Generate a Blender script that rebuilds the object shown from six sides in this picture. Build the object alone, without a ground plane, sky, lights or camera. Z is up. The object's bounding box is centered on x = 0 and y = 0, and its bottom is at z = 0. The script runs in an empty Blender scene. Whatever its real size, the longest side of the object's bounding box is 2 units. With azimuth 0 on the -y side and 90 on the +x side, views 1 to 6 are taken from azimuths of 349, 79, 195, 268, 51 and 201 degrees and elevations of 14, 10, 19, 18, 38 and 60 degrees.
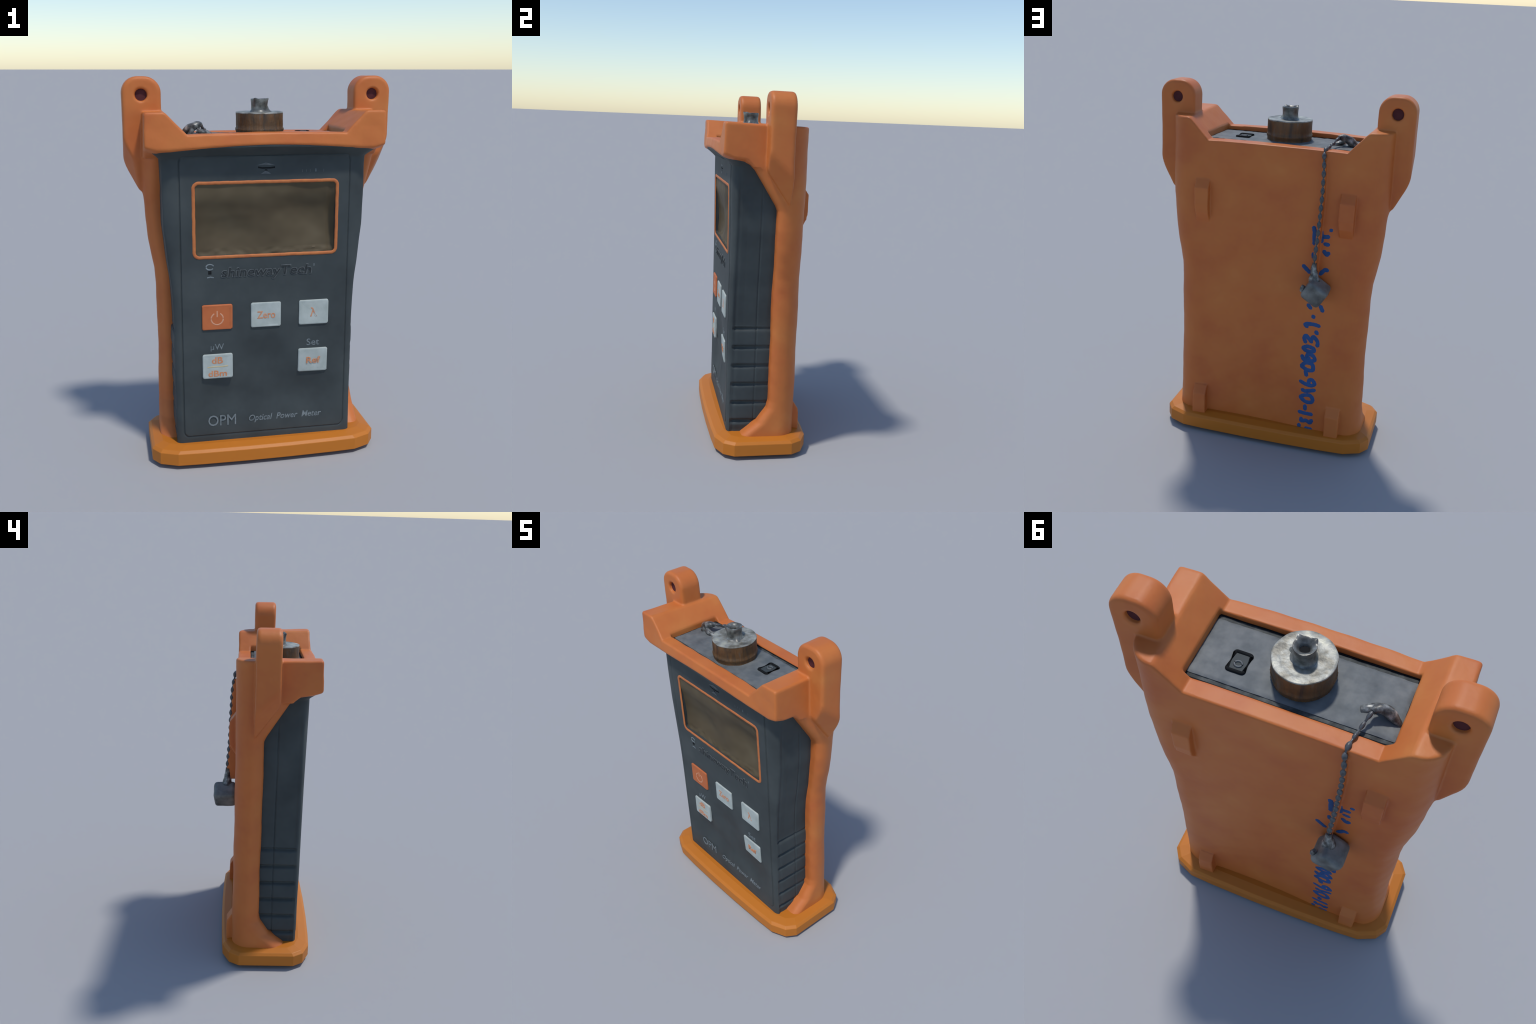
# Handheld optical meter: dark plastic body in an orange rubber cover, standing on an orange plate.
import bpy, bmesh, math, random
import numpy as np
from mathutils import Matrix, Vector, noise

random.seed(7)
CX = -0.004                       # the device's own centre line
TURN = Matrix.Rotation(math.radians(-0.7), 4, 'Z')   # it stands slightly turned on its plate
COLL = bpy.context.scene.collection

# ------------------------------------------------------------------ materials
def new_mat(name, rough=0.55, metallic=0.0, spec=0.5):
    m = bpy.data.materials.new(name)
    m.use_nodes = True
    b = m.node_tree.nodes["Principled BSDF"]
    b.inputs["Roughness"].default_value = rough
    b.inputs["Metallic"].default_value = metallic
    b.inputs["Specular IOR Level"].default_value = spec
    return m, m.node_tree, b

def noise_node(nt, scale, detail=4.0, rough=0.55, stretch=(1, 1, 1)):
    tc = nt.nodes.new("ShaderNodeTexCoord")
    mp = nt.nodes.new("ShaderNodeMapping")
    mp.inputs["Scale"].default_value = stretch
    n = nt.nodes.new("ShaderNodeTexNoise")
    n.inputs["Scale"].default_value = scale
    n.inputs["Detail"].default_value = detail
    n.inputs["Roughness"].default_value = rough
    nt.links.new(tc.outputs["Object"], mp.inputs["Vector"])
    nt.links.new(mp.outputs["Vector"], n.inputs["Vector"])
    return n

def ramp(nt, src, stops):
    r = nt.nodes.new("ShaderNodeValToRGB")
    el = r.color_ramp.elements
    while len(el) < len(stops):
        el.new(0.5)
    for e, (p, c) in zip(el, stops):
        e.position = p
        e.color = (*c, 1)
    nt.links.new(src, r.inputs["Fac"])
    return r

def mix(nt, fac, a, b, mode='MIX'):
    m = nt.nodes.new("ShaderNodeMix")
    m.data_type = 'RGBA'
    m.blend_type = mode
    for sock, v in ((m.inputs[0], fac), (m.inputs[6], a), (m.inputs[7], b)):
        if hasattr(v, "links"):
            nt.links.new(v, sock)
        elif isinstance(v, (int, float)):
            sock.default_value = v
        else:
            sock.default_value = (*v, 1)
    return m.outputs[2]

def bump(nt, bsdf, src, strength, dist=0.004):
    bm = nt.nodes.new("ShaderNodeBump")
    bm.inputs["Strength"].default_value = strength
    bm.inputs["Distance"].default_value = dist
    nt.links.new(src, bm.inputs["Height"])
    nt.links.new(bm.outputs["Normal"], bsdf.inputs["Normal"])

def mottled(name, stops, scale, rough=0.55, bump_s=0.0, bump_scale=60, metallic=0.0, stretch=(1, 1, 1), spec=0.4, detail=4.0):
    m, nt, b = new_mat(name, rough, metallic, spec)
    n = noise_node(nt, scale, detail=detail, stretch=stretch)
    r = ramp(nt, n.outputs["Fac"], stops)
    nt.links.new(r.outputs["Color"], b.inputs["Base Color"])
    if bump_s:
        bump(nt, b, noise_node(nt, bump_scale, 3).outputs["Fac"], bump_s)
    return m

ORANGE = mottled("orange_rubber", [(0.30, (0.51, 0.128, 0.032)), (0.46, (0.55, 0.153, 0.036)), (0.60, (0.57, 0.170, 0.040)), (0.74, (0.60, 0.202, 0.050))], 3.6,  # darkened below the sunlit top's orange, towards shade baked on sides and back
                 rough=0.50, bump_s=0.22, bump_scale=30, spec=0.36, detail=5.0)
PLATE = mottled("orange_plate", [(0.3, (0.50, 0.158, 0.014)), (0.7, (0.53, 0.168, 0.016))], 2.0, rough=0.5, spec=0.35)
PLASTIC = mottled("dark_plastic", [(0.28, (0.038, 0.045, 0.047)), (0.5, (0.050, 0.060, 0.062)), (0.72, (0.064, 0.075, 0.076))], 4.0,
                  rough=0.6, bump_s=0.15, bump_scale=40, spec=0.22)
PANEL = mottled("grey_panel", [(0.3, (0.095, 0.108, 0.114)), (0.5, (0.135, 0.148, 0.152)), (0.72, (0.185, 0.195, 0.192))], 14.0,
                rough=0.6, bump_s=0.25, bump_scale=40, spec=0.3)
GROOVE = mottled("black_gap", [(0.3, (0.008, 0.009, 0.010)), (0.7, (0.016, 0.017, 0.018))], 10.0, rough=0.8, spec=0.1)
TRAY = mottled("dark_tray", [(0.3, (0.030, 0.034, 0.034)), (0.5, (0.060, 0.067, 0.066)), (0.7, (0.120, 0.130, 0.125))], 20.0, rough=0.65, bump_s=0.4, bump_scale=60, spec=0.2)
GROOVE_SOFT = mottled("dark_lettering", [(0.3, (0.022, 0.026, 0.028)), (0.7, (0.040, 0.046, 0.048))], 30.0, rough=0.7, spec=0.15)
SCREEN = mottled("olive_display", [(0.25, (0.072, 0.052, 0.030)), (0.5, (0.098, 0.075, 0.044)), (0.75, (0.125, 0.098, 0.060))], 4.5,
                 rough=0.6, spec=0.2, stretch=(1, 1, 1.4), detail=2.0)
FRAME = mottled("orange_line", [(0.3, (0.46, 0.135, 0.045)), (0.7, (0.54, 0.18, 0.055))], 30.0, rough=0.6, spec=0.3)
KEY_PALE = mottled("pale_key", [(0.3, (0.36, 0.40, 0.375)), (0.7, (0.47, 0.51, 0.485))], 14.0, rough=0.6, bump_s=0.2, bump_scale=40, spec=0.3)
KEY_ORANGE = mottled("orange_key", [(0.3, (0.47, 0.125, 0.042)), (0.7, (0.53, 0.150, 0.05))], 14.0, rough=0.6, spec=0.3)
PRINT_ORANGE = mottled("orange_print", [(0.35, (0.55, 0.20, 0.085)), (0.65, (0.62, 0.30, 0.17))], 60.0, rough=0.7, spec=0.2)
PRINT_YELLOW = mottled("sand_print", [(0.35, (0.55, 0.42, 0.22)), (0.65, (0.50, 0.45, 0.30))], 60.0, rough=0.7, spec=0.2)
PRINT_PALE = mottled("pale_orange_print", [(0.35, (0.60, 0.28, 0.17)), (0.65, (0.64, 0.33, 0.20))], 60.0, rough=0.7, spec=0.2)
PRINT_GREY = mottled("grey_print", [(0.35, (0.13, 0.155, 0.165)), (0.65, (0.22, 0.25, 0.26))], 45.0, rough=0.7, spec=0.2)
EMBOSS = mottled("raised_lettering", [(0.35, (0.075, 0.085, 0.090)), (0.65, (0.125, 0.138, 0.142))], 45.0, rough=0.5, spec=0.4)
INK = mottled("blue_ink", [(0.3, (0.022, 0.070, 0.205)), (0.7, (0.030, 0.095, 0.275))], 18.0, rough=0.65, spec=0.25)
HOLE = mottled("dark_hole", [(0.3, (0.075, 0.022, 0.026)), (0.7, (0.105, 0.034, 0.036))], 40.0, rough=0.8, spec=0.1)
METAL_TOP = mottled("dull_metal", [(0.30, (0.075, 0.072, 0.060)), (0.44, (0.19, 0.18, 0.145)), (0.56, (0.29, 0.295, 0.27)), (0.70, (0.46, 0.45, 0.36))], 17.0,
                    rough=0.42, bump_s=0.3, bump_scale=50, metallic=0.15)
METAL_SIDE = mottled("brown_knurled_metal", [(0.28, (0.045, 0.036, 0.030)), (0.45, (0.10, 0.060, 0.030)), (0.6, (0.145, 0.075, 0.030)), (0.75, (0.13, 0.105, 0.080))], 16.0,
                     rough=0.45, bump_s=0.5, bump_scale=45, metallic=0.15, stretch=(2.2, 2.2, 0.5))
METAL_DARK = mottled("dark_metal", [(0.32, (0.035, 0.032, 0.030)), (0.47, (0.10, 0.100, 0.096)), (0.58, (0.21, 0.215, 0.205)), (0.70, (0.40, 0.41, 0.40))], 38.0,
                     rough=0.38, metallic=0.2, bump_s=0.3)
METAL_STEM = mottled("grey_stem_metal", [(0.3, (0.050, 0.050, 0.046)), (0.5, (0.13, 0.13, 0.118)), (0.66, (0.22, 0.225, 0.21)), (0.78, (0.38, 0.40, 0.40))], 26.0,
                     rough=0.36, metallic=0.25, bump_s=0.3)
CHAIN = mottled("grey_chain", [(0.3, (0.050, 0.053, 0.058)), (0.55, (0.105, 0.110, 0.115)), (0.75, (0.16, 0.165, 0.165))], 40.0, rough=0.4, metallic=0.2)
CAP = mottled("grey_cap", [(0.28, (0.075, 0.074, 0.070)), (0.5, (0.165, 0.170, 0.160)), (0.72, (0.27, 0.27, 0.25))], 12.0, rough=0.5, metallic=0.1, bump_s=0.3)

# ------------------------------------------------------------------ object helpers
def finish(name, mesh, mat, parent, turn=True, smooth_angle=None, kind=None):
    if turn:
        mesh.transform(TURN)
    mesh.materials.clear()
    mesh.materials.append(mat)
    o = bpy.data.objects.new(name, mesh)
    COLL.objects.link(o)
    o.parent = parent
    if smooth_angle is not None:
        mesh.polygons.foreach_set("use_smooth", [True] * len(mesh.polygons))
        mesh.set_sharp_from_angle(angle=math.radians(smooth_angle))
    if kind:
        o["kind"] = kind
    return o

def mesh_from(verts, faces, name="part"):
    me = bpy.data.meshes.new(name)
    me.from_pydata([tuple(v) for v in verts], [], faces)
    me.validate()
    me.update()
    return me

def fix_normals(me):
    bm = bmesh.new(); bm.from_mesh(me)
    bmesh.ops.recalc_face_normals(bm, faces=bm.faces)
    bm.to_mesh(me); bm.free()

def lerp_table(z, table):
    return np.interp(z, [t[0] for t in table], [t[1] for t in table])

# the device's measured rules -------------------------------------------------
FRONT = [(0.05, -.2050), (0.5, -.2085), (0.8, -.2095), (1.1, -.2115), (1.3, -.2145), (1.5, -.2180), (1.62, -.2190)]
def front_y(z):
    return lerp_table(z, FRONT)
def front_dent(x, z):
    """the plate is dished between and below the lower keys"""
    wide = np.exp(-np.abs((x - .150) / .20) ** 3) * np.exp(-((z - .365) / .105) ** 2)
    neck = np.exp(-np.abs((x - .03) / .110) ** 2.6) * np.exp(-np.abs((z - .50) / .14) ** 2.6)
    return .025 * (1 - (1 - wide) * (1 - neck * .9))
BODY_W = [(0.05, .483), (0.3, .480), (0.72, .480), (0.86, .484), (0.95, .492), (1.05, .505), (1.14, .515), (1.25, .524), (1.4, .527), (1.62, .522)]
COVER_W = [(0.05, .549), (0.3, .544), (0.5, .541), (0.75, .541), (0.92, .543), (1.0, .548), (1.07, .559), (1.15, .573), (1.27, .587), (1.40, .595), (1.9, .592)]

def smin(a, b, k):
    h = np.clip(0.5 + 0.5 * (b - a) / k, 0, 1)
    return b + (a - b) * h - k * h * (1 - h)
def smax(a, b, k):
    return -smin(-a, -b, k)
def box(x, y, z, lo, hi, r=0.0):
    d = [np.abs(v - (l + h) / 2) - (h - l) / 2 + r for v, l, h in zip((x, y, z), lo, hi)]
    out = np.sqrt(sum(np.maximum(q, 0) ** 2 for q in d))
    return out + np.minimum(np.maximum(np.maximum(d[0], d[1]), d[2]), 0) - r
def polygon(p, q, pts):
    """signed distance to a polygon in the plane (p, q)"""
    p, q = np.broadcast_arrays(p, q)
    best = np.full(p.shape, 1e9); sign = np.ones(p.shape)
    n = len(pts)
    for i in range(n):
        (ax, ay), (bx, by) = pts[i], pts[(i + 1) % n]
        ex, ey = bx - ax, by - ay
        wx, wy = p - ax, q - ay
        t = np.clip((wx * ex + wy * ey) / (ex * ex + ey * ey), 0, 1)
        best = np.minimum(best, (wx - ex * t) ** 2 + (wy - ey * t) ** 2)
        c1, c2, c3 = q >= ay, q < by, ex * wy > ey * wx
        sign = np.where((c1 & c2 & c3) | (~c1 & ~c2 & ~c3), -sign, sign)
    return sign * np.sqrt(best)

# orange cover seen from the side (y, z): boot, thin back shell, widening shoulder, corner guards
COVER_SIDE = [(.40, .03), (-.16, .03), (-.150, .085), (-.125, .112), (-.042, .180), (.012, .262), (.020, .300), (.020, 1.375), (.010, 1.400),
              (-.104, 1.587), (-.132, 1.615), (-.165, 1.629), (-.226, 1.636), (-.270, 1.650), (-.42, 1.700), (-.42, 1.838), (.175, 1.819), (.40, 1.811)]
SEAM = [(.05, -.15), (.085, -.150), (.112, -.125), (.180, -.042), (.262, .012), (.30, .020), (1.375, .020), (1.40, .010), (1.587, -.104), (1.62, -.15)]
CHAIN_OUT = [(0.9, .232), (1.10, .240), (1.167, .235), (1.206, .232), (1.30, .226), (1.436, .222), (1.585, .216), (1.644, .210), (1.70, .194)]
def chain_x(z):
    return lerp_table(z, [(1.08, -.251), (1.15, -.252), (1.32, -.261), (1.5, -.268), (1.61, -.267), (1.70, -.260)])

def cover_parts(X, Y, Z):
    x = X - CX
    ax = np.abs(x)
    wav = (0.0016 * np.sin(7.1 * X + 3.0 * Z) * np.sin(6.3 * Z + 1.1) + 0.0012 * np.sin(17 * Z + 5 * X + 9 * Y)
           + 0.0007 * np.sin(41 * X + 29 * Z) * np.sin(37 * Y + 31 * Z))
    hw = lerp_table(Z, COVER_W)
    back = lerp_table(Z, [(.05, .176), (.6, .178), (1.1, .176), (1.5, .177), (1.83, .182)])
    hollow = np.clip(1 - ((x - lerp_table(Z, [(.1, .14), (.45, .05), (.8, -.06)])) / .40) ** 2, 0, 1) * lerp_table(Z, [(.05, .016), (.4, .011), (1.2, .009), (1.5, .004), (1.7, .0)])
    back = back - hollow
    r = 0.105
    dx, dy = ax - (hw - r), Y - (back - r)
    plan = np.sqrt(np.maximum(dx, 0) ** 2 + np.maximum(dy, 0) ** 2) + np.minimum(np.maximum(dx, dy), 0) - r
    side = polygon(Y, Z, COVER_SIDE)
    lip_zone = np.clip((Z - 1.61) / .03, 0, 1) * np.clip((-.1 - Y) / .05, 0, 1)
    bow = np.clip(1 - (x / .47) ** 2, 0, 1)
    side = side + (0.014 * bow + .013 * np.clip((ax - .535) / .05, 0, 1) * np.clip((1.76 - Z) / .04, 0, 1)) * lip_zone                                  # the lip's lower edge arches up
    front = -Y - (.2765 + (.003 + .010 * bow) * np.clip((1.735 - Z) / .07, -.3, 1) + .013 * bow)
    slant = (ax - (hw - np.where(x > 0, .022, .046)) - .83 * (Y - lerp_table(Z, SEAM))) / 1.3 - np.clip((Z - 1.60) / .02, 0, 1) * .2
    k = np.where(Z < 1.60, 0.020, 0.014)
    cover = smax(smax(plan, side, k), slant, 0.016)
    cover = smax(cover, front, 0.012)
    # the tray between the corner guards
    rim = np.where(Y < -.08, 1.724 + .011 * np.clip(1 - (x / .41) ** 2, 0, 1), 1.707 + .006 * np.clip(1 - (x / .41) ** 2, 0, 1))
    slope = ((Z - 1.741) - 1.05 * (ax - .405)) / 1.45
    cover = smax(cover, np.minimum(Z - rim, slope), 0.010)
    tray = box(x, Y, Z, (-.403, -.214, 1.665), (.403, .104, 1.95), 0.004)
    cover = smax(cover, -tray, 0.007)
    # strap lugs
    bx, bz = ax - .590, Z - 1.60
    rr = 0.080
    qx, qz = np.abs(bx) - (.0962 - rr), np.abs(bz) - (.3950 - rr)
    lug = np.sqrt(np.maximum(qx, 0) ** 2 + np.maximum(qz, 0) ** 2) + np.minimum(np.maximum(qx, qz), 0) - rr
    lug = smax(lug, np.maximum(Y - .0790, -.0545 - Y), 0.022)
    taper = (ax - .599 - .50 * (Z - 1.383 - 1.0 * (.08 - Y))) / 1.22
    under = ((Y + .053) * -.185 + (Z - 1.590) * -.128) / .225
    lug = smax(lug, under, 0.014)
    lug = smax(lug, taper, 0.012)
    hole = smax(np.sqrt((ax - .592) ** 2 + (Z - 1.906) ** 2) - .0300, -(np.abs(Y - .012) - .045), 0.006)
    lug = smax(lug, -hole, 0.012)
    # pads on the back
    px = np.abs(ax - .396) - .0385
    hi_pad = np.maximum(px, polygon(Y, Z, [(.12, 1.53), (.178, 1.498), (.211, 1.452), (.214, 1.36), (.208, 1.315), (.178, 1.265), (.12, 1.24)]))
    lo_pad = np.maximum(px, polygon(Y, Z, [(.12, .29), (.178, .268), (.209, .220), (.212, .16), (.210, .03), (.12, .03)]))
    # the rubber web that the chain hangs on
    web = np.maximum(np.abs(X - chain_x(Z)) - .0095, np.maximum(Y - lerp_table(Z, CHAIN_OUT) + .011, np.maximum(np.maximum(Z - 1.66, 1.06 - Z), .13 - Y)))
    return cover + wav, lug + wav * .6, smin(hi_pad, lo_pad, .001) + wav, web

def cover_field(X, Y, Z):
    c, l, p, w = cover_parts(X, Y, Z)
    f = smin(c, l, 0.010)
    f = smin(f, p, 0.003)
    return smin(f, w, 0.006)

def surface_nets(field, lo, hi, h):
    """dual mesh of the field's zero surface on a regular grid"""
    n = [int(math.ceil((b - a) / h)) + 1 for a, b in zip(lo, hi)]
    ax = [a + h * np.arange(m) for a, m in zip(lo, n)]
    F = np.empty(n, np.float32)
    for i in range(0, n[0], 24):
        F[i:i + 24] = field(ax[0][i:i + 24, None, None], ax[1][None, :, None], ax[2][None, None, :])
    S = F < 0
    cnt = np.zeros([m - 1 for m in n], np.int8)
    corner = [(i, j, k) for i in (0, 1) for j in (0, 1) for k in (0, 1)]
    sl = lambda o: tuple(slice(c, m - 1 + c) for c, m in zip(o, n))
    for o in corner:
        cnt += S[sl(o)]
    cells = np.argwhere((cnt > 0) & (cnt < 8))
    val = {o: F[cells[:, 0] + o[0], cells[:, 1] + o[1], cells[:, 2] + o[2]].astype(float) for o in corner}
    acc = np.zeros((len(cells), 3)); num = np.zeros(len(cells))
    for a in corner:
        for d in range(3):
            if a[d]:
                continue
            b = tuple(a[i] + (i == d) for i in range(3))
            va, vb = val[a], val[b]
            cr = (va < 0) != (vb < 0)
            t = np.where(cr, va / np.where(cr, va - vb, 1), 0)
            for i in range(3):
                acc[:, i] += np.where(cr, a[i] + (t if i == d else 0), 0)
            num += cr
    V = (cells + acc / num[:, None]) * h + np.array(lo)
    ids = np.full(cnt.shape, -1, np.int64)
    ids[tuple(cells.T)] = np.arange(len(cells))
    quads = []
    for d in range(3):
        u, v = (d + 1) % 3, (d + 2) % 3
        a = [slice(1, m - 1) for m in n]; b = list(a)
        a[d], b[d] = slice(0, n[d] - 1), slice(1, n[d])
        sa, sb = S[tuple(a)], S[tuple(b)]
        e = np.argwhere(sa != sb)
        first_in = sa[tuple(e.T)]
        off = np.ones(3, int); off[d] = 0
        e = e + off
        def cell(du, dv):
            c = e.copy(); c[:, u] -= du; c[:, v] -= dv
            return ids[tuple(c.T)]
        q = np.stack([cell(1, 1), cell(0, 1), cell(0, 0), cell(1, 0)], 1)
        q[~first_in] = q[~first_in][:, ::-1]
        quads.append(q)
    return V, np.concatenate(quads)

def build_cover(parent):
    V, Q = surface_nets(cover_field, (-.720, -.310, .040), (.716, .246, 2.010), 0.0052)
    C = V[Q].mean(1)
    c, l, p, w = cover_parts(C[:, 0], C[:, 1], C[:, 2])
    label = np.argmin(np.stack([c, l, p, np.full_like(w, 9)]), 0)      # 0 cover, 1 lug, 2 pad
    label = np.where((label == 0) & ((C[:, 2] > 1.665)), 3, label)       # 3 bumper rim
    full = mesh_from(V, Q.tolist(), "cover_whole")
    full.transform(TURN)
    nor = np.empty(len(full.vertices) * 3); full.vertices.foreach_get("co", nor)
    VW = nor.reshape(-1, 3).copy()
    full.vertex_normals.foreach_get("vector", nor)
    N = nor.reshape(-1, 3).copy()
    bpy.data.meshes.remove(full)
    def piece(name, mask):
        q = Q[mask]
        used, inv = np.unique(q, return_inverse=True)
        me = mesh_from(VW[used], inv.reshape(-1, 4).tolist(), name)
        me.polygons.foreach_set("use_smooth", [True] * len(me.polygons))
        me.normals_split_custom_set_from_vertices([tuple(x) for x in N[used]])
        return finish(name, me, ORANGE, parent, turn=False)
    piece("rear_cover", label == 0)
    piece("bumper_rim", label == 3)
    for s in (-1, 1):
        side = (C[:, 0] * s) > 0
        lug = piece("strap_lug", (label == 1) & side)
        for lo in (True, False):
            piece("back_pad", (label == 2) & side & ((C[:, 2] < .6) == lo))
        for y, ny in ((-.038, -1), (.0625, 1)):
            v = [(CX + s * .592 + 0.036 * math.cos(a), y, 1.906 + 0.036 * math.sin(a)) for a in np.linspace(0, math.tau, 29)[:-1]]
            v2 = [(a, y - ny * .006, b) for a, _, b in v]
            n = len(v)
            f = [list(range(n)), list(range(2 * n - 1, n - 1, -1))] + [[i, n + i, n + (i + 1) % n, (i + 1) % n] for i in range(n)]
            me = mesh_from(v + v2, f); fix_normals(me)
            o = finish("strap_hole", me, HOLE, lug)

# ------------------------------------------------------------------ dark body
def rounded_rect_sd(x, z, cx, cz, hx, hz, r):
    qx, qz = np.abs(x - cx) - hx + r, np.abs(z - cz) - hz + r
    return np.sqrt(np.maximum(qx, 0) ** 2 + np.maximum(qz, 0) ** 2) + np.minimum(np.maximum(qx, qz), 0) - r

SCREEN_BOX = (-.0015, 1.3005, .3735, .1960)      # centre x, centre z, half width, half height

def build_body(parent):
    zs = np.unique(np.concatenate([np.linspace(.05, .16, 20), np.linspace(.16, .76, 230), np.linspace(.76, 1.58, 110), np.linspace(1.58, 1.69, 30)]))
    # half section as (kind, parameter): front, rounded corner, side, hidden back
    fx = np.unique(np.concatenate([np.linspace(0, .40, 34), np.linspace(.40, .437, 20)]))
    ang = np.linspace(0, math.pi / 2, 18)[1:]
    sy = np.unique(np.concatenate([np.linspace(0, 1, 60), np.linspace(.50, .60, 14)]))[1:]
    half = len(fx) + len(ang) + len(sy) + 1
    rows = []
    for z in zs:
        yf = float(front_y(z)); hw = float(lerp_table(z, BODY_W))
        X = np.concatenate([fx, .437 + (hw - .437) * np.sin(ang), np.full(len(sy), hw), [.30]])
        ys = yf + .055
        Y = np.concatenate([np.full(len(fx), yf), yf + .055 * (1 - np.cos(ang)), ys + (.07 - ys) * sy, [.10]])
        Y = Y + np.where(np.arange(len(X)) < len(fx), front_dent(X, z), 0)
        # raised front plate with a fine outline
        sd = rounded_rect_sd(X, z, 0, .88, .4295, .738, .03)
        plate = np.clip(-sd / .004, 0, 1)
        Y = Y - np.where(np.arange(len(X)) < len(fx) + 4, .0028 * plate, 0)
        grv = np.exp(-((sd - .001) / .003) ** 2) * (np.arange(len(X)) < len(fx) + 6)
        Y = Y + .0035 * grv
        # side grip: shallow pocket, long groove, louvre-like ribs below
        is_side = np.arange(len(X)) >= len(fx) + len(ang) // 2
        pocket = np.clip((Y + .196) / .026, 0, 1) * is_side
        pocket = pocket * pocket * (3 - 2 * pocket)
        d = .0170 * pocket * np.clip((1.60 - z) / .15, 0, 1)
        d = d + .0050 * np.exp(-((Y + .056) / .0035) ** 2) * is_side * np.clip((1.5 - z) / .1, 0, 1)
        top, pitch = .722, .1075
        if z < top + .02:
            ph = (top - z) / pitch
            g = (ph % 1.0) * pitch
            lower, upper = g - .014, g - pitch - .014
            tooth = math.exp(-(lower / .0105) ** 2) + math.exp(-(upper / .0105) ** 2) * (ph > .5) + .30 * (1 - ph % 1.0) * (ph > 0)
            rib_zone = pocket * np.clip((z - .12) / .03, 0, 1)
            d = d + (.0150 * tooth - .0090 * (ph > 0)) * rib_zone
        wob = .0012 * np.sin(9 * z + 2) + .0008 * np.sin(31 * z)
        XR = X - d * (1 - .62 * np.clip((Y + .13) / .13, 0, 1)) + np.where(is_side, wob, 0)     # right side is shallower towards the seam
        X = X - d + np.where(is_side, wob, 0)
        # cove under the bumper, reaching its front edge
        outer = np.arange(len(X)) < half - 1
        bow = np.clip(1 - (X / .47) ** 2, 0, 1)
        t = np.clip((z - (1.602 + .014 * bow)) / .050, 0, 1)
        w = outer * t ** 1.15
        X, XR = (q + w * .055 * np.clip((q - .36) / .12, 0, 1) for q in (X, XR))
        Y = Y - w * (.0540 + .0195 * bow) * np.clip((.02 - Y) / .2, 0, 1)
        ring = [(CX + a, b, z) for a, b in zip(XR, Y)] + [(CX - a, b, z) for a, b in zip(X[::-1], Y[::-1]) if a > 1e-6]
        rows.append(ring)
    n = len(rows[0])
    V = [p for r in rows for p in r]
    F = [[i * n + j, i * n + (j + 1) % n, (i + 1) * n + (j + 1) % n, (i + 1) * n + j] for i in range(len(rows) - 1) for j in range(n)]
    F.append(list(range(n - 1, -1, -1)))
    F.append([(len(rows) - 1) * n + j for j in range(n)])
    me = mesh_from(V, F, "meter_body"); fix_normals(me)
    # pocket for the display
    cx, cz, hx, hz = SCREEN_BOX
    cut = prism(rounded_outline(hx - .014, hz - .014, .020), lambda a, b: (cx + a, cz + b), -.30, -.160)
    a = bpy.data.objects.new("a", me); c = bpy.data.objects.new("c", cut)
    COLL.objects.link(a); COLL.objects.link(c)
    m = a.modifiers.new("cut", 'BOOLEAN'); m.object = c; m.operation = 'DIFFERENCE'; m.solver = 'EXACT'
    dg = bpy.context.evaluated_depsgraph_get()
    res = bpy.data.meshes.new_from_object(a.evaluated_get(dg))
    bpy.data.objects.remove(a); bpy.data.objects.remove(c)
    return finish("meter_body", res, PLASTIC, parent, smooth_angle=38)

def rounded_outline(hx, hz, r, n=7):
    pts = []
    for sx, sz, a0 in ((1, 1, 0), (-1, 1, 90), (-1, -1, 180), (1, -1, 270)):
        for a in np.radians(np.linspace(a0, a0 + 90, n)):
            pts.append((sx * (hx - r) + r * math.cos(a), sz * (hz - r) + r * math.sin(a)))
    return pts

def prism(outline, place, y0, y1):
    n = len(outline)
    P = [place(a, b) for a, b in outline]
    V = [(x, y0, z) for x, z in P] + [(x, y1, z) for x, z in P]
    F = [list(range(n)), list(range(2 * n - 1, n - 1, -1))] + [[i, n + i, n + (i + 1) % n, (i + 1) % n] for i in range(n)]
    me = mesh_from(V, F); fix_normals(me)
    return me

def on_front(me, x0, z0, lift=0.0):
    """place a flat mesh (u right, v up, w out) on the front face"""
    n = len(me.vertices)
    co = np.empty(n * 3); me.vertices.foreach_get("co", co); co = co.reshape(-1, 3)
    out = np.stack([x0 + co[:, 0], front_y(z0 + co[:, 1]) + front_dent(x0 + co[:, 0], z0 + co[:, 1]) - .0028 - lift - co[:, 2], z0 + co[:, 1]], 1)
    me.vertices.foreach_set("co", out.ravel()); me.update()
    return me

def flat_key(hx, hz, r, depth, seed):
    """rounded key: skirt, rounded shoulder and a slightly dished top"""
    rng = random.Random(seed)
    rings = [(0, -.004), (0, depth - .003), (.0015, depth - .001), (.004, depth), (.008, depth - .0002), (.016, depth - .0004)]
    V, F = [], []
    n = 0
    for ins, w in rings:
        o = rounded_outline(hx - ins, hz - ins, max(r - ins * .4, .004))
        n = len(o)
        V += [(a + rng.uniform(-.0008, .0008), b + rng.uniform(-.0008, .0008), w + rng.uniform(-.0003, .0003) * (w > 0)) for a, b in o]
    for i in range(len(rings) - 1):
        for j in range(n):
            F.append([i * n + j, i * n + (j + 1) % n, (i + 1) * n + (j + 1) % n, (i + 1) * n + j])
    F.append([(len(rings) - 1) * n + j for j in range(n)])
    return mesh_from(V, F)

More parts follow.
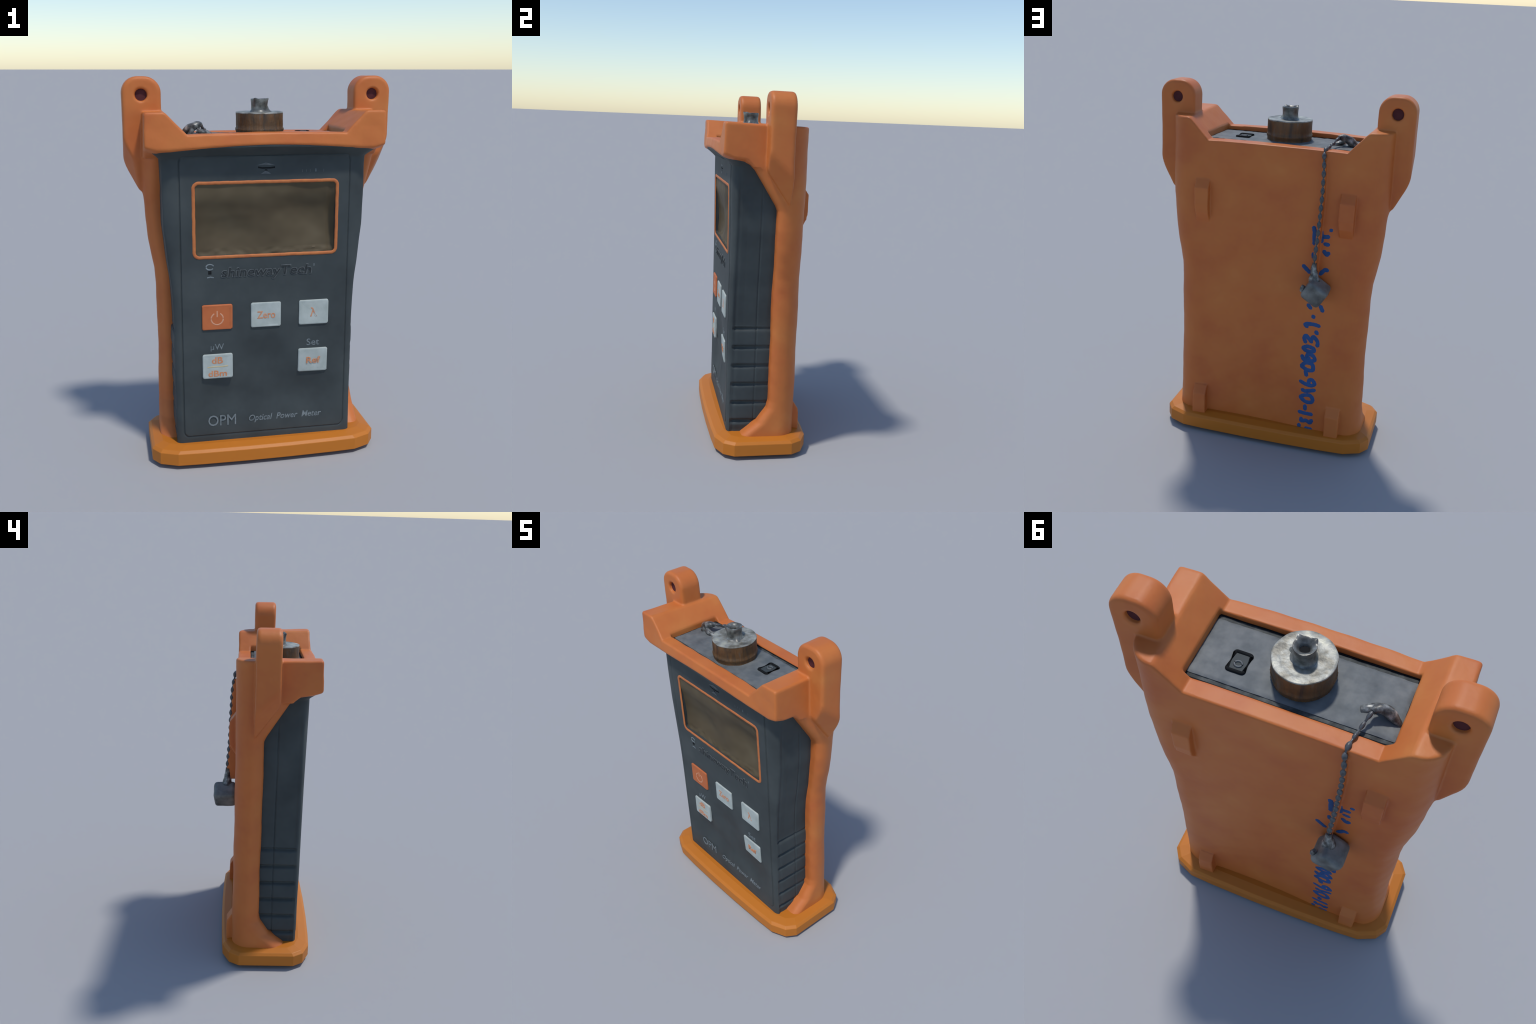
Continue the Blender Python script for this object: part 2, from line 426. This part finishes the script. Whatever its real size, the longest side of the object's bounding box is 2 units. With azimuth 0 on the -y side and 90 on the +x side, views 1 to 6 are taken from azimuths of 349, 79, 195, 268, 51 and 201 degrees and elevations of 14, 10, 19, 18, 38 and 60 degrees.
def text_mesh(body, width, height, depth, shear=0.0, bold=0.0):
    cu = bpy.data.curves.new("lettering", 'FONT')
    cu.body = body
    cu.extrude = 0.02
    cu.shear = shear
    cu.offset = bold
    cu.resolution_u = 3
    o = bpy.data.objects.new("lettering", cu)
    COLL.objects.link(o)
    me = bpy.data.meshes.new_from_object(o.evaluated_get(bpy.context.evaluated_depsgraph_get()))
    bpy.data.objects.remove(o); bpy.data.curves.remove(cu)
    co = np.empty(len(me.vertices) * 3); me.vertices.foreach_get("co", co); co = co.reshape(-1, 3)
    lo, hi = co.min(0), co.max(0)
    sc = np.array([width, height, depth]) / (hi - lo)
    co = (co - (lo + hi) / 2) * sc
    me.vertices.foreach_set("co", co.ravel()); me.update()
    return me

def front_text(name, body, x0, x1, z0, z1, mat, parent, lift=0.0, depth=.003, shear=0.0, bold=0.0):
    me = text_mesh(body, x1 - x0, z1 - z0, depth, shear, bold)
    fix_normals(me)
    return finish(name, on_front(me, (x0 + x1) / 2, (z0 + z1) / 2, lift), mat, parent)

def tube(points, radius, seg=8, flat=1.0, flat_axis=1, closed=False, caps=True):
    """swept tube; radius may be a number or one per point; flat squeezes along a world axis"""
    P = [Vector(p) for p in points]
    n = len(P)
    R = radius if hasattr(radius, "__len__") else [radius] * n
    V, F = [], []
    up = Vector((0, 1, 0))
    for i, p in enumerate(P):
        a, b = (P[i - 1], P[(i + 1) % n]) if closed else (P[max(i - 1, 0)], P[min(i + 1, n - 1)])
        t = (b - a).normalized()
        s = t.cross(up)
        if s.length < 1e-3:
            s = t.cross(Vector((1, 0, 0)))
        s.normalize(); w = s.cross(t).normalized()
        for j in range(seg):
            q = math.tau * j / seg
            d = s * math.cos(q) * R[i] + w * math.sin(q) * R[i]
            d[flat_axis] *= flat
            V.append(p + d)
    m = n if closed else n - 1
    for i in range(m):
        for j in range(seg):
            k = (i + 1) % n
            F.append([i * seg + j, i * seg + (j + 1) % seg, k * seg + (j + 1) % seg, k * seg + j])
    if caps and not closed:
        F += [list(range(seg - 1, -1, -1)), [(n - 1) * seg + j for j in range(seg)]]
    me = mesh_from(V, F); fix_normals(me)
    return me

def join_meshes(meshes):
    bm = bmesh.new()
    for m in meshes:
        bm.from_mesh(m); bpy.data.meshes.remove(m)
    me = bpy.data.meshes.new("joined"); bm.to_mesh(me); bm.free()
    return me

def spline(pts, n):
    """Catmull-Rom through control points"""
    P = [np.array(p, float) for p in pts]
    P = [2 * P[0] - P[1]] + P + [2 * P[-1] - P[-2]]
    out = []
    for i in range(1, len(P) - 2):
        for t in np.linspace(0, 1, n, endpoint=False):
            a, b, c, d = P[i - 1:i + 3]
            out.append(.5 * (2 * b + (c - a) * t + (2 * a - 5 * b + 4 * c - d) * t ** 2 + (3 * b - a - 3 * c + d) * t ** 3))
    out.append(P[-2])
    return out

def build_front(body):
    cx, cz, hx, hz = SCREEN_BOX
    # display: uneven recessed sheet
    nx, nz = 90, 48
    V, F = [], []
    for j in range(nz + 1):
        for i in range(nx + 1):
            u, v = i / nx * 2 - 1, j / nz * 2 - 1
            x, z = cx + u * (hx - .013), cz + v * (hz - .013)
            e = min(1 - abs(u), (1 - abs(v)) * .5)
            lobes = math.exp(-((u + .58) / .42) ** 2 - ((v + .42) / .55) ** 2) + math.exp(-((u - .66) / .40) ** 2 - ((v + .05) / .75) ** 2)
            rise = min(max((v - .15) / .6, 0), 1)
            y = -.2010 - .015 * rise * rise * (3 - 2 * rise) + .034 * lobes
            y += .0030 * noise.noise(Vector((x * 5.2, z * 7.5, 1.3))) + .0022 * noise.noise(Vector((x * 14, z * 16, 4.2)))
            y += .007 * math.exp(-((x - .335) / .014) ** 2)                      # deep right side
            if v < -.86:                                                          # crumpled lower edge
                y += .006 * noise.noise(Vector((x * 26, z * 50, 9.1))) - .005 * max(0, math.sin(x * 7 - .6))
            y -= .004 * math.exp(-(e / .03) ** 2)
            V.append((x, y, z))
    for j in range(nz):
        for i in range(nx):
            a = j * (nx + 1) + i
            F.append([a, a + 1, a + nx + 2, a + nx + 1])
    base = len(V)
    V += [(x, -.155, z) for x, _, z in V[:base]]
    F += [[base + q for q in f[::-1]] for f in list(F)]
    finish("display_screen", mesh_from(V, F), SCREEN, body, smooth_angle=50)
    # orange frame around it
    rng = random.Random(3)
    out = rounded_outline(hx - .0085, hz - .0085, .026, 8)
    pts = []
    for i, (a, b) in enumerate(out):
        a2, b2 = out[(i + 1) % len(out)]
        L = math.hypot(a2 - a, b2 - b)
        k = max(1, int(L / .02))
        pts += [(a + (a2 - a) * t / k, b + (b2 - b) * t / k) for t in range(k)]
    pts = [(cx + a + rng.uniform(-.0007, .0007), float(front_y(cz + b)) - .0022, cz + b + rng.uniform(-.0007, .0007)) for a, b in pts]
    finish("display_frame", tube(pts, .0085, 10, .5, 1, closed=True), FRAME, body, smooth_angle=60)
    # keys
    X = (-.2545, -.0015, .2515); Z = (.7985, .5325)
    kx, kz = .0785, .0660
    lift = .008
    for i, (col, row, mat) in enumerate(((0, 0, KEY_ORANGE), (1, 0, KEY_PALE), (2, 0, KEY_PALE), (0, 1, KEY_PALE), (2, 1, KEY_PALE))):
        me = on_front(flat_key(kx, kz, .010, lift, i), X[col], Z[row])
        key = finish("key", me, mat, body, smooth_angle=40)
        top = lift - .0008
        if i == 0:      # power sign: open ring and a bar
            ring = [(.031 * math.sin(a), .031 * math.cos(a), 0) for a in np.radians(np.linspace(28, 332, 40))]
            bar = [(0, .010, 0), (0, .042, 0)]
            me = join_meshes([tube(ring, .0042, 8, .35, 2), tube(bar, .0042, 8, .35, 2)])
            finish("power_sign", on_front(me, X[0] - .001, Z[0] - .008, top), PRINT_PALE, key, smooth_angle=60)
        if i == 1:
            front_text("key_lettering", "Zero", -.048, .047, .779, .818, PRINT_ORANGE, key, top, bold=.012)
        if i == 2:
            front_text("key_lettering", "\u03bb", .233, .270, .774, .824, PRINT_ORANGE, key, top, bold=.012)
        if i == 3:
            front_text("key_lettering", "dB", -.286, -.228, .548, .584, PRINT_ORANGE, key, top, bold=.02)
            front_text("key_lettering", "dBm", -.305, -.208, .477, .510, PRINT_ORANGE, key, top, bold=.02)
            bar = tube([(-.055, 0, 0), (-.02, .002, 0), (.02, .001, 0), (.052, .004, 0)], .004, 8, .3, 2)
            finish("key_line", on_front(bar, -.254, .529, top), PRINT_YELLOW, key, smooth_angle=60)
        if i == 4:
            front_text("key_lettering", "Ref", .217, .292, .514, .550, PRINT_ORANGE, key, top, bold=.015)
    # printing and raised lettering on the plate
    front_text("printed_label", "\u03bcW", -.290, -.221, .614, .653, PRINT_GREY, body, -.0006, .002)
    front_text("printed_label", "Set", .218, .286, .614, .650, PRINT_GREY, body, -.0006, .002)
    front_text("printed_label", "OPM", -.308, -.160, .194, .254, PRINT_GREY, body, -.0006, .002)
    front_text("printed_label", "Optical  Power  Meter", -.090, .306, .196, .240, PRINT_GREY, body, -.0006, .002, shear=.25, bold=.008)
    front_text("raised_lettering", "shinewayTech", -.234, .240, .989, 1.060, EMBOSS, body, .0002, .005, shear=.12, bold=.034)
    front_text("raised_lettering", "shinewayTech", -.230, .236, .993, 1.056, GROOVE_SOFT, body, .0018, .004, shear=.12, bold=.004)
    # small emblem left of the lettering
    ring = [(.019 * math.cos(a), .014 * math.sin(a), 0) for a in np.radians(np.linspace(20, 330, 26))]
    finish("emblem", on_front(tube(ring, .0036, 8, .5, 2), -.289, 1.062, .0), PRINT_GREY, body, smooth_angle=60)
    dot = tube([(-.008, 0, 0), (.008, 0, 0)], .010, 12, .2, 2)
    finish("emblem", on_front(dot, -.289, 1.034, -.0004), GROOVE, body, smooth_angle=60)
    finish("emblem", on_front(tube([(-.016, -.002, 0), (0, .001, 0), (.018, -.002, 0)], .004, 8, .4, 2), -.287, 1.009, -.0004), PRINT_GREY, body, smooth_angle=60)
    finish("dot_mark", on_front(tube([(-.002, 0, 0), (.002, 0, 0)], .007, 12, .25, 2), .250, 1.051, -.0002), PRINT_GREY, body, smooth_angle=60)
    finish("dot_mark", on_front(tube([(-.002, 0, 0), (.002, 0, 0)], .008, 12, .25, 2), .249, 1.540, -.0002), PRINT_GREY, body, smooth_angle=60)
    # two faint arrow heads above the display
    for z0, w, h, dz in ((1.570, .046, .013, 0), (1.527, .026, .017, 0)):
        me = mesh_from([(-w, 0, -.002), (w, 0, -.002), (0, h, -.002), (-w, 0, .0012), (w, 0, .0012), (0, h, .0012)],
                       [[0, 2, 1], [3, 4, 5], [0, 1, 4, 3], [1, 2, 5, 4], [2, 0, 3, 5]])
        finish("arrow_mark", on_front(me, -.005, z0, -.0002), EMBOSS, body)
    me = join_meshes([tube([(-.040, .004, 0), (-.02, 0, 0), (.02, 0, 0), (.045, .003, 0)], .005, 8, .25, 2), tube([(-.006, -.012, 0), (.006, -.012, 0)], .006, 8, .25, 2)])
    finish("arrow_mark", on_front(me, -.004, 1.556, -.0006), GROOVE, body, smooth_angle=60)
    me = join_meshes([tube([(a, 0, 0), (a, .014, 0)], .0022, 6, .5, 2) for a in (-.055, -.035, -.015, .055)])
    finish("printed_label", on_front(me, .235, 1.531, -.0008), EMBOSS, body, smooth_angle=60)

# ------------------------------------------------------------------ top
def build_top(body):
    # tray floor with a raised centre field
    def slab(x0, x1, y0, y1, z0, z1, bev=.004, amp=.0012, nx=60, ny=26, seed=0):
        V, F = [], []
        for j in range(ny + 1):
            for i in range(nx + 1):
                u, v = i / nx, j / ny
                x, y = x0 + (x1 - x0) * u, y0 + (y1 - y0) * v
                e = min(x - x0, x1 - x, y - y0, y1 - y)
                z = z1 - bev * max(0, 1 - e / .012) + amp * noise.noise(Vector((x * 22, y * 22, seed))) + amp * .7 * noise.noise(Vector((x * 55, y * 55, seed)))
                V.append((x, y, z))
        for j in range(ny):
            for i in range(nx):
                a = j * (nx + 1) + i
                F.append([a, a + 1, a + nx + 2, a + nx + 1])
        b = len(V)
        V += [(x, y, z0) for x, y, _ in V]
        F += [[b + q for q in f[::-1]] for f in list(F)]
        rim = [i for i in range(nx + 1)] + [j * (nx + 1) + nx for j in range(1, ny + 1)] + [ny * (nx + 1) + i for i in range(nx - 1, -1, -1)] + [j * (nx + 1) for j in range(ny - 1, 0, -1)]
        for i in range(len(rim)):
            p, q = rim[i], rim[(i + 1) % len(rim)]
            F.append([p, b + p, b + q, q])
        return mesh_from(V, F)
    floor = slab(CX - .415, CX + .415, -.226, .116, 1.66, 1.7025, seed=2.2)
    floor = finish("tray_floor", floor, TRAY, body, smooth_angle=50)
    fld = slab(CX - .402, CX + .402, -.190, .082, 1.68, 1.7100, amp=.0022, seed=5.1, nx=90, ny=34)
    finish("top_panel", fld, PANEL, body, smooth_angle=45)
    # dark gap along the tray walls
    strips = [tube([(CX + s * .403, -.212, 1.702), (CX + s * .403, .102, 1.702)], .0055, 6) for s in (-1, 1)]
    strips += [tube([(CX - .40, y, 1.702), (CX + .40, y, 1.702)], .0050, 6) for y in (-.2125, .1035)]
    finish("tray_dark_strips", join_meshes(strips), GROOVE, body, smooth_angle=60)
    # small charging jack: frame and socket
    jx, jy = .2325, -.024
    ring = [(jx + a, jy + b, 1.7125) for a, b in rounded_outline(.033, .044, .008, 4)]
    jack = finish("jack_frame", tube(ring, .008, 8, .8, 2, closed=True), GROOVE, body, smooth_angle=60)
    me = mesh_from([(jx + a, jy + b, 1.713) for a, b in rounded_outline(.030, .040, .006, 4)] + [(jx + a, jy + b, 1.69) for a, b in rounded_outline(.030, .040, .006, 4)],
                   [list(range(16))] + [[i, 16 + i, 16 + (i + 1) % 16, (i + 1) % 16] for i in range(16)] + [list(range(31, 15, -1))])
    fix_normals(me)
    finish("jack_socket", me, PLASTIC, jack)
    pin = [(jx + .015 * math.cos(a), jy + .010 + .013 * math.sin(a), 1.7135) for a in np.linspace(0, math.tau, 21)[:-1]]
    finish("jack_pin", join_meshes([tube(pin, .0045, 8, closed=True)]), EMBOSS, jack, smooth_angle=60)
    # optical connector: brown knurled collar, dull cap, stem with a split flared mouth
    ox, oy = -.007, -.0605
    rng = random.Random(11)
    def lathe(prof, seg, wob=0.0, ridge=0, wx=ox, wy=oy, cap_top=True):
        V, F = [], []
        for i, (r, z) in enumerate(prof):
            for j in range(seg):
                a = math.tau * j / seg
                rr = r * (1 + wob * noise.noise(Vector((math.cos(a) * 2.5, math.sin(a) * 2.5, z * 14))))
                if ridge:
                    rr += .0011 * math.sin(ridge * a) * (0.3 if i in (0, len(prof) - 1) else 1)
                V.append((wx + rr * math.cos(a), wy + rr * math.sin(a), z + wob * .05 * noise.noise(Vector((a * 3, r * 40, 2)))))
        for i in range(len(prof) - 1):
            for j in range(seg):
                F.append([i * seg + j, i * seg + (j + 1) % seg, (i + 1) * seg + (j + 1) % seg, (i + 1) * seg + j])
        if cap_top:
            F.append([(len(prof) - 1) * seg + j for j in range(seg)])
        return mesh_from(V, F)
    prof = [(.126, 1.690), (.123, 1.700), (.118, 1.708), (.119, 1.722), (.1225, 1.732), (.1225, 1.739), (.1190, 1.744), (.1190, 1.76), (.1188, 1.79), (.1193, 1.811), (.1185, 1.8155), (.10, 1.815)]
    coll = finish("connector_collar", lathe(prof, 150, .020, 60), METAL_SIDE, body, smooth_angle=50)
    prof = [(.1190, 1.8135), (.1206, 1.8165), (.1190, 1.8200), (.112, 1.8215), (.09, 1.819), (.07, 1.8185), (.055, 1.820), (.040, 1.820)]
    finish("connector_cap", lathe(prof, 96, .022), METAL_TOP, coll, smooth_angle=50)
    # stem
    V, F = [], []
    seg = 64
    prof = [(.058, 1.816), (.0475, 1.822), (.0425, 1.832), (.0415, 1.850), (.0425, 1.866), (.0445, 1.879), (.0430, 1.884), (.037, 1.884), (.030, 1.879), (.024, 1.873), (.020, 1.864), (.018, 1.857), (.0005, 1.857)]
    for i, (r, z) in enumerate(prof):
        for j in range(seg):
            a = math.tau * j / seg
            ear = math.exp(-((a - math.radians(232)) / .22) ** 2) + math.exp(-((a - math.radians(318)) / .22) ** 2)
            t = min(max((z - 1.852) / .028, 0), 1) * (1 if i < 9 else 0)
            rr = r + (.009 * ear * t if i < 8 else .004 * ear * t)
            foot = math.exp(-((a - math.radians(340)) / .3) ** 2) * max(0, 1 - (z - 1.816) / .03)
            rr += .016 * foot * (i < 4)
            V.append((ox + rr * math.cos(a), oy + .002 + rr * math.sin(a), z + .006 * ear * t + .0012 * math.sin(3 * a + i)))
    for i in range(len(prof) - 1):
        for j in range(seg):
            F.append([i * seg + j, i * seg + (j + 1) % seg, (i + 1) * seg + (j + 1) % seg, (i + 1) * seg + j])
    stem = finish("connector_stem", mesh_from(V, F), METAL_STEM, coll, smooth_angle=50)
    bore = [(ox, oy + .002, 1.855), (ox, oy + .002, 1.8595)]
    finish("connector_bore", tube(bore, .0180, 20), GROOVE, stem, smooth_angle=40)

# ------------------------------------------------------------------ chain with its dust cap
def bead_mesh(L, r, seed):
    V, F = [], []
    n, seg = 9, 12
    for i in range(n):
        t = i / (n - 1)
        rr = r * (.30 + .70 * math.sin(math.pi * t) ** .9)
        for j in range(seg):
            a = math.tau * j / seg
            V.append((rr * math.cos(a), rr * math.sin(a), (t - .5) * L))
    for i in range(n - 1):
        for j in range(seg):
            F.append([i * seg + j, i * seg + (j + 1) % seg, (i + 1) * seg + (j + 1) % seg, (i + 1) * seg + j])
    F += [list(range(seg - 1, -1, -1)), [(n - 1) * seg + j for j in range(seg)]]
    me = mesh_from(V, F)
    me.polygons.foreach_set("use_smooth", [True] * len(me.polygons))
    me.materials.append(CHAIN)
    return me

def build_chain(root):
    path = [(-.300, .018, 1.757), (-.291, .040, 1.748), (-.281, .075, 1.734), (-.272, .110, 1.724), (-.265, .145, 1.719), (-.2605, .172, 1.713), (-.260, .187, 1.695)]
    for z in np.linspace(1.66, 1.12, 14):
        path.append((float(chain_x(z)), float(lerp_table(z, CHAIN_OUT)) - .012, z))
    pts = spline(path, 24)
    L = [0]
    for a, b in zip(pts, pts[1:]):
        L.append(L[-1] + float(np.linalg.norm(b - a)))
    at = lambda s: np.array([np.interp(s, L, [p[i] for p in pts]) for i in range(3)])
    bead = bead_mesh(.041, .0120, 1)
    chain = bpy.data.objects.new("safety_chain", tube([TURN @ Vector(p) for p in pts[::4]], .0046, 7))
    chain.data.materials.append(CHAIN)
    COLL.objects.link(chain); chain.parent = root
    pitch = .0445
    count = int(L[-1] / pitch)
    for i in range(count):
        s = (i + .5) * pitch
        p, d = at(s), at(min(s + .01, L[-1])) - at(max(s - .01, 0))
        o = bpy.data.objects.new("chain_bead", bead)
        COLL.objects.link(o); o.parent = chain
        q = Vector(d).to_track_quat('Z', 'Y')
        thin = .80 if p[1] < .15 else 1.0
        o.matrix_local = TURN @ (Matrix.Translation(Vector(p)) @ q.to_matrix().to_4x4() @ Matrix.Diagonal((thin * random.uniform(.92, 1.06), thin * random.uniform(.92, 1.06), random.uniform(.94, 1.03), 1)))
    # bracket on the panel that holds the chain: crumpled arch with a foot
    arch = spline([(-.398, .004, 1.706), (-.378, .000, 1.722), (-.350, -.006, 1.741), (-.325, -.004, 1.752), (-.308, .006, 1.756), (-.298, .022, 1.753)], 8)
    n = len(arch)
    rad = [.012 + .0095 * math.sin(math.pi * i / (n - 1)) for i in range(n)]
    foot = spline([(-.322, -.022, 1.728), (-.300, -.024, 1.722), (-.276, -.016, 1.716), (-.252, -.004, 1.706)], 6)
    rad2 = [.017 for i in range(len(foot))]
    leg = spline([(-.345, -.014, 1.735), (-.355, -.022, 1.715), (-.360, -.024, 1.700)], 6)
    me = join_meshes([tube(arch, rad, 12), tube(foot, rad2, 12, .75, 2), tube(leg, .014, 10)])
    for v in me.vertices:
        k = .004 * noise.noise(v.co * 45)
        v.co += Vector((k, k * .6, .004 * noise.noise(v.co * 38 + Vector((3, 1, 2)))))
    finish("chain_bracket", me, METAL_DARK, chain, smooth_angle=55)
    # dust cap at the end: tilted block with worn rounded edges
    bm = bmesh.new()
    bmesh.ops.create_cube(bm, size=1)
    bmesh.ops.scale(bm, vec=(.120, .128, .112), verts=bm.verts)
    bmesh.ops.bevel(bm, geom=list(bm.edges), offset=.030, segments=5, affect='EDGES', profile=.6)
    bmesh.ops.subdivide_edges(bm, edges=bm.edges, cuts=2, use_grid_fill=True)
    for v in bm.verts:
        v.co += Vector((.5, .8, .5)) * .006 * noise.noise(v.co * 18)
    R = Matrix.Rotation(math.radians(-2), 4, 'X') @ Matrix.Rotation(math.radians(-33), 4, 'Y')
    bm.transform(Matrix.Translation((-.2715, .2350, .971)) @ R)
    me = bpy.data.meshes.new("cap"); bm.to_mesh(me); bm.free()
    cap = finish("dust_cap", me, CAP, chain, smooth_angle=60)
    neck = spline([(-.252, .222, 1.125), (-.251, .222, 1.090), (-.254, .224, 1.055), (-.258, .226, 1.025)], 6)
    rad = [.012 + .020 * (i / (len(neck) - 1)) ** 1.3 for i in range(len(neck))]
    me = tube(neck, rad, 14)
    for v in me.vertices:
        v.co += Vector((1, 1, 1)) * .004 * noise.noise(v.co * 40)
    finish("cap_eyelet", me, METAL_DARK, cap, smooth_angle=60)
    knob = tube([(-.212, .268, 1.008), (-.205, .270, .990), (-.202, .270, .975)], [.010, .013, .010], 10)
    finish("cap_lug", knob, METAL_DARK, cap, smooth_angle=60)

# handwriting on the back, one list of (x, z) control points per pen stroke
STROKES = [
    [(-.221, .733), (-.212, .748), (-.255, .752), (-.289, .747)], [(-.272, .712), (-.281, .702)],
    [(-.218, .641), (-.210, .663), (-.218, .680), (-.234, .667), (-.252, .647)], [(-.251, .663), (-.261, .680), (-.277, .667), (-.287, .650), (-.286, .629)],
    [(-.205, .606), (-.230, .617), (-.263, .611), (-.268, .594), (-.243, .589), (-.221, .593), (-.205, .606)],
    [(-.203, .557), (-.215, .535), (-.246, .531), (-.276, .541), (-.266, .565), (-.239, .572), (-.230, .552), (-.245, .548)],
    [(-.202, .493), (-.225, .516), (-.260, .515), (-.270, .498), (-.265, .476), (-.234, .475), (-.202, .493)], [(-.228, .467), (-.234, .439)],
    [(-.201, .398), (-.233, .385), (-.264, .381), (-.285, .395), (-.270, .416), (-.253, .413), (-.250, .393)], [(-.215, .348), (-.235, .342), (-.287, .357)],
    [(-.206, .300), (-.225, .313), (-.258, .320), (-.279, .304), (-.274, .281), (-.239, .277), (-.206, .300)], [(-.238, .252), (-.239, .228)],
    [(-.205, .207), (-.238, .203), (-.279, .204)], [(-.220, .168), (-.223, .151), (-.250, .159), (-.271, .148), (-.281, .167)],
    [(-.209, .125), (-.210, .111)], [(-.248, .109), (-.280, .108)],
    [(-.226, 1.302), (-.231, 1.275), (-.233, 1.210)], [(-.263, 1.296), (-.271, 1.262), (-.271, 1.228)], [(-.272, 1.257), (-.286, 1.257), (-.308, 1.260)],
    [(-.289, 1.218), (-.309, 1.216)], [(-.287, 1.177), (-.303, 1.160), (-.314, 1.170)], [(-.318, 1.299), (-.320, 1.296)], [(-.230, 1.155), (-.234, 1.134)],
    [(-.180, 1.081), (-.216, 1.049)], [(-.275, 1.047), (-.298, 1.072), (-.314, 1.074)], [(-.219, .862), (-.235, .844)], [(-.289, .864), (-.302, .838)], [(-.250, .801), (-.255, .793)]]

def back_surface(x, z):
    """y of the cover's back at x, z, by bisection in its field (web left out)"""
    lo, hi = .12, .24
    for _ in range(16):
        m = (lo + hi) / 2
        c = cover_parts(np.array([x]), np.array([m]), np.array([z]))[0][0]
        lo, hi = (m, hi) if c < 0 else (lo, m)
    return (lo + hi) / 2

def build_writing(root):
    rng = random.Random(5)
    group = []
    for st in STROKES:
        pts = spline(st, 6) if len(st) > 2 else [np.array(st[0]) + (np.array(st[1]) - np.array(st[0])) * t for t in np.linspace(0, 1, 5)]
        P = [(a, back_surface(a, b), b) for a, b in pts]
        d0 = np.array(P[0]) - np.array(P[1]); d1 = np.array(P[-1]) - np.array(P[-2])
        d0 /= np.linalg.norm(d0); d1 /= np.linalg.norm(d1)
        P = [tuple(np.array(P[0]) + d0 * .008)] + P + [tuple(np.array(P[-1]) + d1 * .008)]
        R = [.004] + [.0118 + rng.uniform(-.001, .001) for _ in P[2:]] + [.004]
        # flatten against the wall: height of the tube is a tenth of its width
        group.append(tube(P, R, 12, .13, 1))
    o = finish("ink_writing", join_meshes(group), INK, root, smooth_angle=70)

# ------------------------------------------------------------------ stand plate
def build_plate(root):
    half = [(.12, -.0055), (.352, .0), (.478, .007), (.568, .046), (.606, .104)]      # x, setback from the long edge
    cy, hy = -.0215, .2645
    o = [(x, -hy + s) for x, s in half] + [(x, hy - s) for x, s in half[::-1]]
    o = o + [(-x, y) for x, y in o[::-1]]
    def inset(k):
        return [(x * (1 - k / .606), y * (1 - k / hy)) for x, y in o]
    rings = [(inset(.002), .0205), (o, .0225), (o, .0850), (inset(.014), .0985), (inset(.060), .1085)]
    V = [(x, y + cy, z) for r, z in rings for x, y in r]
    n = len(o)
    F = [[i * n + j, i * n + (j + 1) % n, (i + 1) * n + (j + 1) % n, (i + 1) * n + j] for i in range(len(rings) - 1) for j in range(n)]
    F += [list(range(n)), [(len(rings) - 1) * n + j for j in range(n)]]
    me = mesh_from(V, F); fix_normals(me)
    bm = bmesh.new(); bm.from_mesh(me)
    bmesh.ops.bevel(bm, geom=[e for e in bm.edges if e.calc_face_angle(0) > .3], offset=.0015, segments=1, affect='EDGES')
    bm.to_mesh(me); bm.free()
    plate = finish("stand_plate", me, PLATE, root, turn=False)
    foot = [(.30 * math.cos(a), cy + .11 * math.sin(a)) for a in np.linspace(0, math.tau, 49)[:-1]]
    m = len(foot)
    V = [(x, y, 0.0) for x, y in foot] + [(x, y, .03) for x, y in foot]
    F = [list(range(m)), list(range(2 * m - 1, m - 1, -1))] + [[i, m + i, m + (i + 1) % m, (i + 1) % m] for i in range(m)]
    me = mesh_from(V, F); fix_normals(me)
    finish("stand_foot", me, PLATE, plate, turn=False)

root = bpy.data.objects.new("optical_meter", None)
COLL.objects.link(root)
root["label"] = "dark handheld meter in orange rubber cover on orange plate"
root["category"] = "measuring device"
build_plate(root)
build_cover(root)
body = build_body(root)
build_front(body)
build_top(body)
build_chain(root)
build_writing(root)
bpy.context.view_layer.update()
